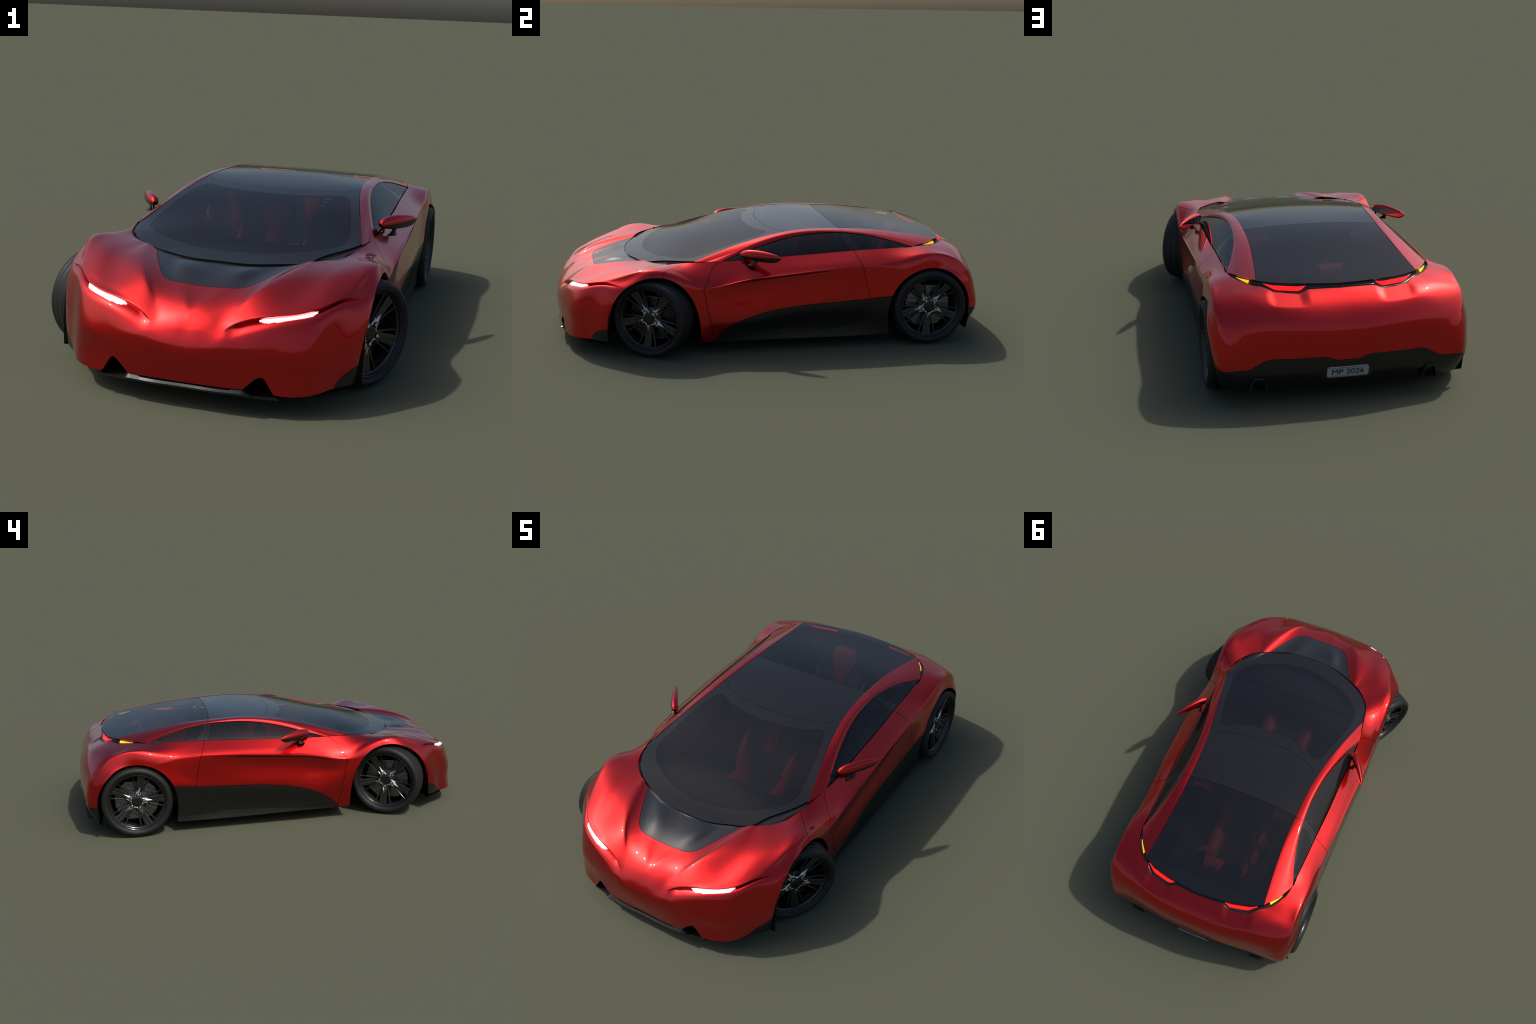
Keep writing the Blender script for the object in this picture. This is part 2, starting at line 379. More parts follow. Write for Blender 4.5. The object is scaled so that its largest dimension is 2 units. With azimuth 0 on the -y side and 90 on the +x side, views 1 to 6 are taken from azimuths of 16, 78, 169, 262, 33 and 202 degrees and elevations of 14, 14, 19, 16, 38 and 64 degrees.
PAINT = material("red_flake_paint", (.66, .004, .005), rough=.32, metal=1.0, coat=1.0, coat_rough=.02, flake=.22)
BLACK_PANEL = material("satin_black_panel", (.050, .050, .053), rough=.34, metal=.85, coat=.6, coat_rough=.12, flake=.14)
BLACK_TRIM = material("black_plastic", (.008, .008, .0078), rough=.24, grain=(60, .04))
PALER_TRIM = material("trim_slightly_paler", (.013, .013, .0135), rough=.27, grain=(60, .04))  # slightly paler than BLACK_TRIM; used on the sills, splitter, cowl cover and intake floors
DARK = material("unlit_black", (.004, .004, .004), rough=.9, spec=.1)
GLOSS_BLACK = material("gloss_black_glass", (.012, .012, .013), rough=.04, spec=.5)
GLASS = material("tinted_glass", (.010, .011, .014), rough=.02, spec=.5, alpha=.74)
RUBBER = material("tyre_rubber", (.014, .014, .0142), rough=.55, grain=(90, .08), spec=.35)
ALLOY = material("black_alloy", (.011, .011, .0115), rough=.30, coat=.4, coat_rough=.12)
CHROME = material("chrome", (.62, .61, .58), rough=.14, metal=1.0)
STEEL = material("brake_mesh_steel", (.45, .46, .48), rough=.38, metal=1.0)
MIRROR = material("mirror_glass", (.85, .85, .86), rough=.02, metal=1.0)
LAMP_WHITE = material("white_led", (1, 1, 1), rough=.3, emit=(.9, .95, 1), strength=9)
LAMP_RED = material("red_led", (.8, .01, .01), rough=.2, emit=(1, .012, .012), strength=1.0)
LAMP_AMBER = material("amber_led", (.9, .5, .02), rough=.2, emit=(1, .62, .02), strength=.85)
PLATE = material("plate_grey", (.33, .36, .38), rough=.45)
INK = material("plate_ink", (.012, .012, .012), rough=.5)
LEATHER_RED = material("red_leather", (.42, .030, .028), rough=.5, grain=(150, .06))
LEATHER_BLACK = material("ribbed_black_leather", (.045, .045, .048), rough=.42, grain=(150, .06))
CABIN = material("cabin_black", (.016, .016, .018), rough=.7)

# --------------------------------------------------------------------------
#  lower body surface
# --------------------------------------------------------------------------
NET = np.array(list(BODY_SECTIONS.values()))


def body_knots():
    du = np.linalg.norm(np.diff(NET, axis=0), axis=2)[:, 3:9].mean(1)
    dv = np.linalg.norm(np.diff(NET, axis=1), axis=2).mean(0)
    return np.r_[0, np.cumsum(du)], np.r_[0, np.cumsum(dv)]


KU, KV = body_knots()


def body_surface(us, vs):
    e, k = 3, len(KU)
    te = np.r_[-KU[e:0:-1], KU, 2 * KU[-1] - KU[-2:-2 - e:-1]]
    idx = np.r_[np.arange(e, 0, -1), np.arange(k), np.arange(k - 2, k - 2 - e, -1)]
    odd = np.r_[-np.ones(e), np.ones(k), -np.ones(e)]
    m = natural_spline(te, us)
    me_, mo = np.zeros((len(us), k)), np.zeros((len(us), k))
    for j in range(len(te)):
        me_[:, idx[j]] += m[:, j]
        mo[:, idx[j]] += m[:, j] * odd[j]
    v = natural_spline(KV, vs)
    p = np.stack([mo @ NET[:, :, 0] @ v.T, me_ @ NET[:, :, 1] @ v.T, me_ @ NET[:, :, 2] @ v.T], -1)
    p[0, :, 0] = 0
    p[-1, :, 0] = 0
    return p


def refined(knots, n_of):
    parts = [np.linspace(a, b, max(2, int(math.ceil((b - a) / n_of))), endpoint=False) for a, b in zip(knots[:-1], knots[1:])]
    return np.r_[np.concatenate(parts), knots[-1]]


US, VS = refined(KU, .0050), refined(KV, .0042)
row_slit = int(np.argmin(np.abs(VS - KV[5])))
VS = np.insert(VS, row_slit, KV[5] - .0012)          # a doubled row: the sharp brow over the headlight slot
row_slit += 1
BODY = body_surface(US, VS)


def sheet_normals(p):
    a, b = np.gradient(p, axis=0), np.gradient(p, axis=1)
    n = np.cross(a, b)
    return n / np.maximum(np.linalg.norm(n, axis=2, keepdims=True), 1e-12)


# headlight slot: the skin under the brow is pressed in and runs out again below it
brow = BODY[:, row_slit, :].copy()
SLOT_END = np.array([.452, -.715])
slot_strength = smoothstep(.112, .165, brow[:, 0]) * (1 - smoothstep(-.80, -.705, brow[:, 1])) * (brow[:, 1] < -.6)
N0 = sheet_normals(BODY)
arc = np.cumsum(np.r_[np.zeros((1, len(US))), np.linalg.norm(np.diff(BODY, axis=1), axis=2).T], axis=0).T
below = arc[:, row_slit][:, None] - arc
SLOT_WIDTH, SLOT_DEPTH = .042, .0155
press = np.where(below > .0008, np.clip(1 - below / SLOT_WIDTH, 0, 1) ** 1.6, 0) * SLOT_DEPTH * slot_strength[:, None]
BODY = BODY - N0 * (1 if np.mean(N0[..., 0]) > 0 else -1) * press[..., None]

# tail-lamp scoops: flat-floored notches under the red lamps
x, y, z = BODY[..., 0], BODY[..., 1], BODY[..., 2]
scoop = smoothstep(.128, .170, x) * (1 - smoothstep(.262, .300, x)) * (y > .80) * (z > .37)
floor = .4315 - (y - .864 - .018 * ((.22 - x) / .05) * .0) * .47
over = z - floor
lift = .5 * (over + np.sqrt(over**2 + .0025**2)) - .00125
BODY[..., 2] = z - scoop * np.maximum(lift, 0)
BODY_N = sheet_normals(BODY)

body = Sheet.grid(BODY)
if np.mean([n[0] for n in body.n]) < 0:      # make normals point outwards
    body.n = [-n for n in body.n]
    body.faces = [f[::-1] for f in body.faces]


def centres(sheet):
    p = sheet.points()
    return np.array([p[list(f)].mean(0) for f in sheet.faces])


def plan(p):
    return p[:, [0, 1]]


def side(p):
    return p[:, [1, 2]]


def cut_where(sheet, field, box):
    """Cut, but only where the face centre satisfies box(c)."""
    c = centres(sheet)
    only = box(c)
    sign, parent = sheet.cut(field, only)
    full = np.r_[only, only[parent]] if len(parent) else only
    return sign, full


# trim the tail edge, wheel arches and front intakes away
s, on = cut_where(body, lambda p: line_distance(plan(p), [t[:2] for t in TAIL_EDGE]), lambda c: (c[:, 1] > .60) & (c[:, 2] > .38) & (c[:, 0] < .416))
body.keep(~(on & (s < 0)))
for arch in (FRONT_ARCH, REAR_ARCH):
    outline = curve(arch, 90)
    lo, hi = outline[:, 0].min() - .02, outline[:, 0].max() + .02
    s, on = cut_where(body, lambda p: polygon_distance(side(p), outline), lambda c: (c[:, 0] > .36) & (c[:, 1] > lo) & (c[:, 1] < hi))
    body.keep(~(on & (s < 0)))
s, on = cut_where(body, lambda p: polygon_distance(p[:, [0, 2]], INTAKE), lambda c: (c[:, 1] < -.90) & (c[:, 2] < .15) & (c[:, 0] > .15) & (c[:, 0] < .32))
body.keep(~(on & (s < 0)))

# region lines
cut_where(body, lambda p: polygon_distance(plan(p), curve(BONNET_PANEL[:8], 60).tolist() + [BONNET_PANEL[8], BONNET_PANEL[9]]), lambda c: (c[:, 1] < -.55) & (c[:, 1] > -.85) & (c[:, 2] > .30) & (c[:, 0] < .30))
flap_line = curve(FLAP_EDGE, 60)
cut_where(body, lambda p: line_distance(side(p), flap_line), lambda c: (c[:, 1] < -.70) & (c[:, 1] > -.90) & (c[:, 2] < .17) & (c[:, 0] > .39))
skirt_line = curve(SKIRT_TOP, 80)
cut_where(body, lambda p: line_distance(side(p), skirt_line), lambda c: (c[:, 1] > -.36) & (c[:, 1] < .56) & (c[:, 2] < .27) & (c[:, 0] > .4))
bump_line = np.array(BUMPER_EDGE)
cut_where(body, lambda p: p[:, 2] - np.interp(p[:, 0], bump_line[:, 0], bump_line[:, 1]), lambda c: (c[:, 1] > .84) & (c[:, 2] < .24))
df_line, dr_line = np.array(DOOR_FRONT_SEAM), np.array(DOOR_REAR_SEAM)
cut_where(body, lambda p: -line_distance(side(p), df_line), lambda c: (np.abs(c[:, 1] + .31) < .08) & (c[:, 0] > .38))
cut_where(body, lambda p: -line_distance(side(p), dr_line), lambda c: (np.abs(c[:, 1] - .39) < .08) & (c[:, 0] > .38))
fs_line = np.array(FENDER_SEAM)
cut_where(body, lambda p: line_distance(plan(p), fs_line), lambda c: (np.abs(c[:, 1] + .48) < .09) & (c[:, 0] > .37) & (c[:, 2] > .34))

SKIRT_SEAM = [(-.30, .062), (.05, .084), (.309, .100), (.326, .083), (.54, .082)]
cut_where(body, lambda p: line_distance(side(p), SKIRT_SEAM), lambda c: (c[:, 1] > -.30) & (c[:, 1] < .56) & (c[:, 2] < .13) & (c[:, 0] > .4))
DIAGONAL = [(.309, .100), (.42, .233)]
cut_where(body, lambda p: line_distance(side(p), DIAGONAL), lambda c: (c[:, 1] > .29) & (c[:, 1] < .45) & (c[:, 2] < .236) & (c[:, 2] > .085) & (c[:, 0] > .4))

C = centres(body)
S2, P2 = side(C), plan(C)
is_panel = (polygon_distance(P2, curve(BONNET_PANEL[:8], 60).tolist() + [BONNET_PANEL[8], BONNET_PANEL[9]]) < 0) & (C[:, 2] > .30) & (C[:, 1] < -.5)
is_flap = (line_distance(S2, flap_line) < 0) & (C[:, 1] < -.70) & (C[:, 1] > -.90) & (C[:, 2] < .17) & (C[:, 0] > .39)
is_skirt = (line_distance(S2, skirt_line) < 0) & (C[:, 1] > -.36) & (C[:, 1] < .56) & (C[:, 0] > .4)
is_bumper = (C[:, 2] < np.interp(C[:, 0], bump_line[:, 0], bump_line[:, 1])) & (C[:, 1] > .84)
behind_front_seam = (line_distance(S2, df_line) > 0) | (C[:, 1] > -.20)
behind_front_seam &= C[:, 1] > -.42
before_rear_seam = (line_distance(S2, dr_line) < 0) | (C[:, 1] < .30)
before_rear_seam &= C[:, 1] < .47
is_door = behind_front_seam & before_rear_seam & (C[:, 0] > .38) & ~is_skirt
front_of_fender = (line_distance(P2, fs_line) < 0)
special = is_panel | is_flap | is_skirt | is_bumper | is_door
is_tail = ~special & (C[:, 1] > .2)
is_fender = ~special & ~is_tail & ((C[:, 1] > -.40) | ((C[:, 0] > .38) & (C[:, 1] > -.56) & (C[:, 2] > .05) & ~front_of_fender))
is_nose = ~special & ~is_tail & ~is_fender
below_skirt_seam = line_distance(S2, SKIRT_SEAM) < 0
aft_diagonal = (line_distance(S2, DIAGONAL) < 0) & (C[:, 1] > .28) & ~below_skirt_seam
is_sill = is_skirt & below_skirt_seam
is_skirt_aft = is_skirt & aft_diagonal
is_skirt_fore = is_skirt & ~is_sill & ~is_skirt_aft

link("front_body", panel_mesh("front_body", body, is_nose, mirror_join=True), PAINT)
link("bonnet_insert", panel_mesh("bonnet_insert", body, is_panel, mirror_join=True, gap=.0004), BLACK_PANEL)
link("rear_body", panel_mesh("rear_body", body, is_tail, mirror_join=True), PAINT)
link("rear_bumper", panel_mesh("rear_bumper", body, is_bumper, mirror_join=True, gap=.0003), BLACK_TRIM)
for flip in (False, True):
    door = link("door", panel_mesh("door", body, is_door, flip=flip), PAINT)
    link("fender", panel_mesh("fender", body, is_fender, flip=flip), PAINT)
    link("bumper_corner", panel_mesh("bumper_corner", body, is_flap, flip=flip, gap=.0003), BLACK_TRIM)
    link("door_cladding", panel_mesh("door_cladding", body, is_skirt_fore, flip=flip, gap=.0006), BLACK_TRIM)
    link("rear_cladding", panel_mesh("rear_cladding", body, is_skirt_aft, flip=flip, gap=.0006), BLACK_TRIM)
    link("side_sill", panel_mesh("side_sill", body, is_sill, flip=flip, gap=.0006), PALER_TRIM)

# dark backing a few millimetres behind the skin closes the seams
inner = BODY - BODY_N * (1 if np.mean(BODY_N[..., 0]) > 0 else -1) * .0095
step = inner[::3, ::3]
b2 = Sheet.grid(step)
c2 = centres(b2)
keep = np.ones(len(c2), bool)
for arch in (FRONT_ARCH, REAR_ARCH):
    keep &= ~((polygon_distance(side(c2), curve(arch, 60)) < .012) & (c2[:, 0] > .36))
keep &= ~((polygon_distance(c2[:, [0, 2]], INTAKE) < .012) & (c2[:, 1] < -.9))
keep &= ~((line_distance(plan(c2), [t[:2] for t in TAIL_EDGE]) < .016) & (c2[:, 1] > .6) & (c2[:, 2] > .38))
f2 = [f for f, k in zip(b2.faces, keep) if k]
v2 = b2.points()
vm, fm = mirrored(v2, f2)
me = mesh_from("body_backing", np.vstack([v2, vm]), f2 + [tuple(i + len(v2) for i in f) for f in fm])
link("body_backing", me, DARK)


# --------------------------------------------------------------------------
#  glass canopy
# --------------------------------------------------------------------------
ROOF_CENTRE = np.array([(-.72, .366), (-.66, .3785), (-.583, .392), (-.45, .427), (-.29, .464), (-.134, .496), (-.025, .513), (.15, .526), (.307, .528), (.50, .5125), (.70, .4825), (.863, .457), (.93, .440)])
rail_in = curve(RAIL_IN, 200)
RAIL_EXT = np.array([(.395, -.72, .345), (.405, -.60, .372), (.411, -.48, .394)] + RAIL_IN[::1] + [(.325, .86, .449), (.327, .93, .434)])


def roof_point(t, y):
    order = RAIL_EXT[:, 1]
    m = natural_spline(order, y)
    xr, zr = m @ RAIL_EXT[:, 0], m @ RAIL_EXT[:, 2]
    zc = natural_spline(ROOF_CENTRE[:, 0], y) @ ROOF_CENTRE[:, 1]
    a = np.abs(t)
    z = zc[:, None] + (zr - zc)[:, None] * a[None, :] ** 2.1
    return np.stack([t[None, :] * xr[:, None], np.repeat(y[:, None], len(t), 1), z], -1)


ts, ys = np.linspace(-1, 1, 161), np.linspace(-.70, .89, 300)
roof = Sheet.grid(roof_point(ts, ys)[:, :, :])
if np.mean([n[2] for n in roof.n]) < 0:
    roof.n = [-n for n in roof.n]
    roof.faces = [f[::-1] for f in roof.faces]

cowl_line = curve([(-.109, -.663, .373)] + COWL, 120)
cowl_line = cowl_line[cowl_line[:, 0] >= 0]
# right (x < 0) edge follows the cowl; on the left a wide black cowl cover shows
edge_narrow = [(0, -.661), (-.109, -.654), (-.203, -.620), (-.281, -.581), (-.343, -.528), (-.383, -.461), (-.399, -.376), (-.41, -.30)]
edge_wide = [(0, -.661), (.109, -.654), (.203, -.620), (.262, -.592), (.280, -.570), (.295, -.540), (.332, -.487), (.366, -.436), (.398, -.372), (.43, -.30)]
front_edge = np.vstack([curve(edge_narrow, 60)[::-1], curve(edge_wide, 60)[1:]])
s, _ = roof.cut(lambda p: line_distance(plan(p), front_edge))
roof.keep(s > 0)
tail_edge = np.array([(-a, b) for a, b, c in GLASS_TAIL[:5]][::-1] + [(a, b) for a, b, c in GLASS_TAIL[1:5]])
tail_edge = tail_edge[np.argsort(tail_edge[:, 0])]
tail_edge = np.vstack([[-.36, .772], curve(tail_edge[[0, 1, 2, 3, 5, 6, 7, 8]] if False else [(-.322, .796), (-.233, .831), (-.124, .852), (0, .863), (.124, .852), (.233, .831), (.322, .796)], 60), [.36, .772]])
s, _ = roof.cut(lambda p: -line_distance(plan(p), tail_edge))
roof.keep(s > 0)
mirror2 = lambda line: np.vstack([[(-a, b) for a, b in line[::-1]], line[1:] if line[0][0] == 0 else line])
rf, rr = mirror2(np.array(ROOF_FRONT)), mirror2(np.array(ROOF_REAR))
roof.cut(lambda p: line_distance(plan(p), rf))
roof.cut(lambda p: line_distance(plan(p), rr))
# black printed border of the windscreen
FRIT = [(0, -.583), (.119, -.566), (.222, -.526), (.300, -.474), (.345, -.415), (.353, -.36), (.335, -.24), (.300, -.085), (.285, -.040), (.268, -.024), (.245, -.027), (.19, -.060), (.10, -.084), (0, -.092)]
frit = np.vstack([np.array(FRIT), [(-a, b) for a, b in FRIT[::-1]]])
c = centres(roof)
only = c[:, 1] < .02
s, par = roof.cut(lambda p: polygon_distance(plan(p), frit), only)
c = centres(roof)
ahead = line_distance(plan(c), rf) < 0
behind = line_distance(plan(c), rr) > 0
clear = (polygon_distance(plan(c), frit) < 0) & ahead
link("windscreen", panel_mesh("windscreen", roof, ahead & clear, depth=.003, gap=0), GLASS)
link("windscreen_border", panel_mesh("windscreen_border", roof, ahead & ~clear, depth=.006, gap=.0006), GLOSS_BLACK)
link("roof_panel", panel_mesh("roof_panel", roof, ~ahead & ~behind, depth=.006, gap=.0009), GLOSS_BLACK)
link("rear_window", panel_mesh("rear_window", roof, behind, depth=.006, gap=.0009), GLASS)

# cowl: black strip between bonnet edge and glass
for sgn, edge in ((-1, edge_narrow), (1, edge_wide)):
    a = curve(COWL, 60) * [sgn, 1, 1]
    e = curve(edge[:-1], 60)
    t = np.clip(np.abs(e[:, 0]) / .405, 0, 1)
    zz = np.array([roof_point(np.array([abs(q[0]) / max(np.interp(q[1], RAIL_EXT[:, 1], RAIL_EXT[:, 0]), 1e-6)]), np.array([q[1]]))[0, 0, 2] for q in e])
    glass = np.c_[e, zz - .002]
    lip = a + [0, 0, -.004]
    under = glass + np.c_[-sgn * np.full(60, .004), np.full(60, .016), np.full(60, -.007)]
    near = lip * .5 + glass * .5 + [0, 0, -.0035]
    low = a + [0, 0, -.03]
    v, f = loft([low, lip, near, glass - [0, 0, .004], under])
    me = mesh_from("cowl_cover", v, f if sgn < 0 else [q[::-1] for q in f])
    link("cowl_cover", me, PALER_TRIM)

# --------------------------------------------------------------------------
#  roof rails (pillars) and side glass
# --------------------------------------------------------------------------
NS = 180
ri, rm, ro = curve(RAIL_IN, NS), curve(RAIL_MID, NS), curve(RAIL_OUT, NS)
# rows from inner edge over the crest to the outer edge, crest kept tight
ks = np.r_[0, 1.0, 2.0]
fine = np.r_[np.linspace(0, 1, 9)[:-1], np.linspace(1, 2, 9)]
rows = []
for q in fine:
    if q < 1:
        w = q
        base = ri * (1 - w) + rm * w
        bulge = .0016 * 4 * w * (1 - w)
    else:
        w = q - 1
        base = rm * (1 - w) + ro * w
        bulge = .0022 * 4 * w * (1 - w)
    base = base + np.array([.45, 0, .9]) * bulge
    rows.append(base)
rail_grid = np.stack(rows, 1)
# soften the crest
for _ in range(2):
    mid = rail_grid[:, 1:-1]
    rail_grid[:, 1:-1] = .5 * mid + .25 * (rail_grid[:, :-2] + rail_grid[:, 2:])
rail_grid[:, :, 2] += .0012 * (1 - smoothstep(0, .3, np.arange(len(fine)) / (len(fine) - 1)))[None, :]
rail = Sheet.grid(rail_grid)
if np.mean([n[2] for n in rail.n]) < 0:
    rail.n = [-n for n in rail.n]
    rail.faces = [f[::-1] for f in rail.faces]
seam = np.array([(.25, .314), (.294, .320), (.318, .327), (.3415, .325), (.40, .336)])
rail.cut(lambda p: line_distance(plan(p), seam))
c = centres(rail)
aft = line_distance(plan(c), seam) > 0
for flip in (False, True):
    link("front_pillar", panel_mesh("front_pillar", rail, ~aft, flip=flip, gap=.0009), PAINT)
    link("rear_pillar", panel_mesh("rear_pillar", rail, aft, flip=flip, gap=.0009), PAINT)

belt, top = curve(BELT, NS), curve(RAIL_OUT, NS)
g = []
for w in np.linspace(0, 1, 20):
    row = belt * (1 - w) + top * w + np.array([1, 0, .4]) * .004 * 4 * w * (1 - w) * np.sin(np.linspace(0, math.pi, NS))[:, None] - [.004, 0, .001]
    g.append(row)
side_glass = Sheet.grid(np.stack(g, 1))
if np.mean([n[0] for n in side_glass.n]) < 0:
    side_glass.n = [-n for n in side_glass.n]
    side_glass.faces = [f[::-1] for f in side_glass.faces]
PILLAR_FRONT, PILLAR_REAR = [(.295, .56), (.309, .508), (.339, .443), (.345, .41)], [(.322, .56), (.3255, .510), (.358, .442), (.37, .41)]
QUARTER = [(.395, .450), (.372, .470), (.352, .488), (.352, .498), (.362, .500), (.45, .489), (.53, .470), (.585, .4535), (.58, .4495), (.45, .4475)]
side_glass.cut(lambda p: line_distance(side(p), PILLAR_FRONT))
side_glass.cut(lambda p: line_distance(side(p), PILLAR_REAR))
c = centres(side_glass)
side_glass.cut(lambda p: polygon_distance(side(p), curve(QUARTER + QUARTER[:1], 60)), c[:, 1] > .335)
c = centres(side_glass)
fore, aft = line_distance(side(c), PILLAR_FRONT) < 0, line_distance(side(c), PILLAR_REAR) > 0
inq = (polygon_distance(side(c), curve(QUARTER + QUARTER[:1], 60)) < 0) & aft
for flip in (False, True):
    link("door_window", panel_mesh("door_window", side_glass, fore, depth=.004, gap=.0004, flip=flip), GLASS)
    link("quarter_window", panel_mesh("quarter_window", side_glass, inq, depth=.004, gap=0, flip=flip), GLASS)
    link("quarter_window_border", panel_mesh("quarter_window_border", side_glass, aft & ~inq, depth=.004, gap=.0004, flip=flip), GLOSS_BLACK)
    link("centre_pillar_trim", panel_mesh("centre_pillar_trim", side_glass, ~fore & ~aft, depth=.006, gap=.0009, flip=flip), GLOSS_BLACK)

# --------------------------------------------------------------------------
#  tail trim band with lamps
# --------------------------------------------------------------------------
SPREAD = [6, 3, 4, 3, 2, 2, 2, 2]


def stations(points):
    p = np.array(points, float)
    out = []
    for (a, b), n in zip(zip(p[:-1], p[1:]), SPREAD):
        out += [a + (b - a) * k / n for k in range(n)]
    return np.array(out + [p[-1]])


A, B = stations(GLASS_TAIL), stations(TAIL_EDGE)
A[0, 0] = B[0, 0] = 0
A[:, 2] -= .0025
B[:, 2] -= .0015


def band(w):
    base = A * (1 - w) + B * w
    sag = .006 * 4 * w * (1 - w) * np.clip(np.linalg.norm(A - B, axis=1) / .03, .3, 1)
    base = base.copy()
    base[:, 2] -= sag
    base[:, 1] -= sag * .6
    return base


rows = [A + [0, -.012, -.006], A] + [band(w) for w in (.12, .3, .5, .7, .88)] + [B, B + [0, .002, -.010]]
v, f = loft(rows)
vm, fm = mirrored(v, f)
me = mesh_from("tail_trim", np.vstack([v, vm]), f + [tuple(i + len(v) for i in q) for q in fm])
sharp_by_angle(me, 30)
link("tail_trim", me, BLACK_TRIM)


def strip_lamp(name, upper, lower, mat, lift, depth=.006):
    u, l = np.array(upper), np.array(lower)
    n = len(u)
    m = (u + l) / 2 + np.array(lift) * 1.25
    u2, l2 = u + lift, l + lift
    back = np.array([0, -depth, -depth * .5])
    rows = [u + back, u2, m, l2, l + back]
    v, f = loft(rows)
    for s in (1, -1):
        me = mesh_from(name, v * [s, 1, 1], f if s > 0 else [q[::-1] for q in f])
        sharp_by_angle(me, 40)
        link(name, me, mat)


def on_band(x0, x1, w0, w1, n=24):
    xs = np.linspace(x0, x1, n)
    up, lo = [], []
    for k, xx in enumerate(xs):
        for w, out in ((w0[k] if np.ndim(w0) else w0, up), (w1[k] if np.ndim(w1) else w1, lo)):
            b = band(w)
            out.append([xx, np.interp(xx, b[:, 0], b[:, 1]), np.interp(xx, b[:, 0], b[:, 2])])
    return up, lo


q = np.linspace(0, 1, 24)
bow = np.minimum(1, np.minimum(q / .12, (1 - q) / .30)) ** .8
up, lo = on_band(.138, .296, .16, .16 + .40 * bow)
strip_lamp("brake_lamp", up, lo, LAMP_RED, np.array([0, .0035, .0025]))
bow = np.minimum(1, np.minimum(q / .10, (1 - q) / .9))
up, lo = on_band(.342, .384, .14, .14 + .50 * bow)
strip_lamp("indicator_lamp", up, lo, LAMP_AMBER, np.array([.002, .003, .003]))

# --------------------------------------------------------------------------
#  headlights
# --------------------------------------------------------------------------
N_OUT = N0 * (1 if np.mean(N0[..., 0]) > 0 else -1)
sel = [k for k in range(len(US)) if .206 <= brow[k, 0] <= .372 and brow[k, 1] < -.82]
def row_below(k, dist):
    j = np.argmin(np.abs(below[k] - dist))
    return BODY[k, j]
up, lo = [], []
for i, k in enumerate(sel):
    q = i / (len(sel) - 1)
    h = .0185 * min(1, (q / .16) ** .6 if q > 0 else 0, ((1 - q) / .10) ** .6 if q < 1 else 0)
    top_pt = brow[k] - N_OUT[k, row_slit] * SLOT_DEPTH * .62 - np.array([0, 0, .0012])
    low_pt = row_below(k, max(h, .002)) + N_OUT[k, row_slit] * .0012
    up.append(top_pt)
    lo.append(low_pt)
strip_lamp("headlight", up, lo, LAMP_WHITE, np.array([0, -.0003, 0]), depth=-.004)

# --------------------------------------------------------------------------
#  front splitter, intake ducts, underbody, wheel wells
# --------------------------------------------------------------------------
xs = np.linspace(-.205, .205, 61)
lip_x = BODY[:, 0, 0]
k0 = lip_x <= .30
front_y = lambda x: np.interp(np.abs(x), BODY[:130, 0, 0], BODY[:130, 0, 1])
yy = front_y(xs)
end = smoothstep(.178, .205, np.abs(xs))
slot = 1 - smoothstep(.140, .152, np.abs(xs))
z_top = .0835 - .0055 * slot - .016 * end
top_row = np.c_[xs, yy + .004 - .004 * slot, z_top]
mid_row = np.c_[xs, yy - .006, .0715 - .004 * end]
low_row = np.c_[xs, yy - .003, np.full(61, .0645)]
back_row = np.c_[xs, yy + .05, np.full(61, .0625)]
roof_row = np.c_[xs, yy + .05, z_top]
v, f = loft([roof_row, top_row, mid_row, low_row, back_row])
me = mesh_from("front_splitter", v, [q[::-1] for q in f])
sharp_by_angle(me, 40)
link("front_splitter", me, PALER_TRIM)

outline = curve(INTAKE[1:-1], 40)
for s in (1, -1):
    rows = []
    for d, sh in ((-.002, 0), (.03, .001), (.09, .004)):
        y0 = np.interp(outline[:, 0], BODY[:130, 8, 0], BODY[:130, 8, 1])
        rows.append(np.c_[(outline[:, 0]) * s, y0 + d + .008, outline[:, 1] - sh])
    v, f = loft(rows)
    n = len(outline)
    f.append(tuple(2 * n + k for k in range(n)))
    me = mesh_from("intake_duct", v, f)
    link("intake_duct", me, DARK)
    fl = np.array([(.178, -.972, .066), (.285, -.953, .063), (.285, -.88, .070), (.178, -.88, .070)]) * [s, 1, 1]
    v = np.vstack([fl, fl - [0, 0, .006]])
    me = mesh_from("intake_floor", v, [(0, 1, 2, 3), (7, 6, 5, 4), (0, 4, 5, 1), (1, 5, 6, 2), (2, 6, 7, 3), (3, 7, 4, 0)], smooth=False)
    link("intake_floor", me, PALER_TRIM)

floor_outline = [(.19, -.955), (.30, -.935), (.40, -.86), (.455, -.78), (.30, -.77), (.30, -.365), (.478, -.352), (.480, .52), (.30, .53), (.30, .89), (.44, .89), (.38, .915), (.17, .93)]
fo = floor_outline + [(-a, b) for a, b in floor_outline[::-1]]
n = len(fo)
v = [(a, b, .066 if abs(b) < .9 else .072) for a, b in fo] + [(a, b, .058 if abs(b) < .9 else .066) for a, b in fo]
me = mesh_from("underbody", v, [tuple(range(n)), tuple(range(2 * n - 1, n - 1, -1))] + [(k, n + k, n + (k + 1) % n, (k + 1) % n) for k in range(n)], smooth=False)
link("underbody", me, DARK)

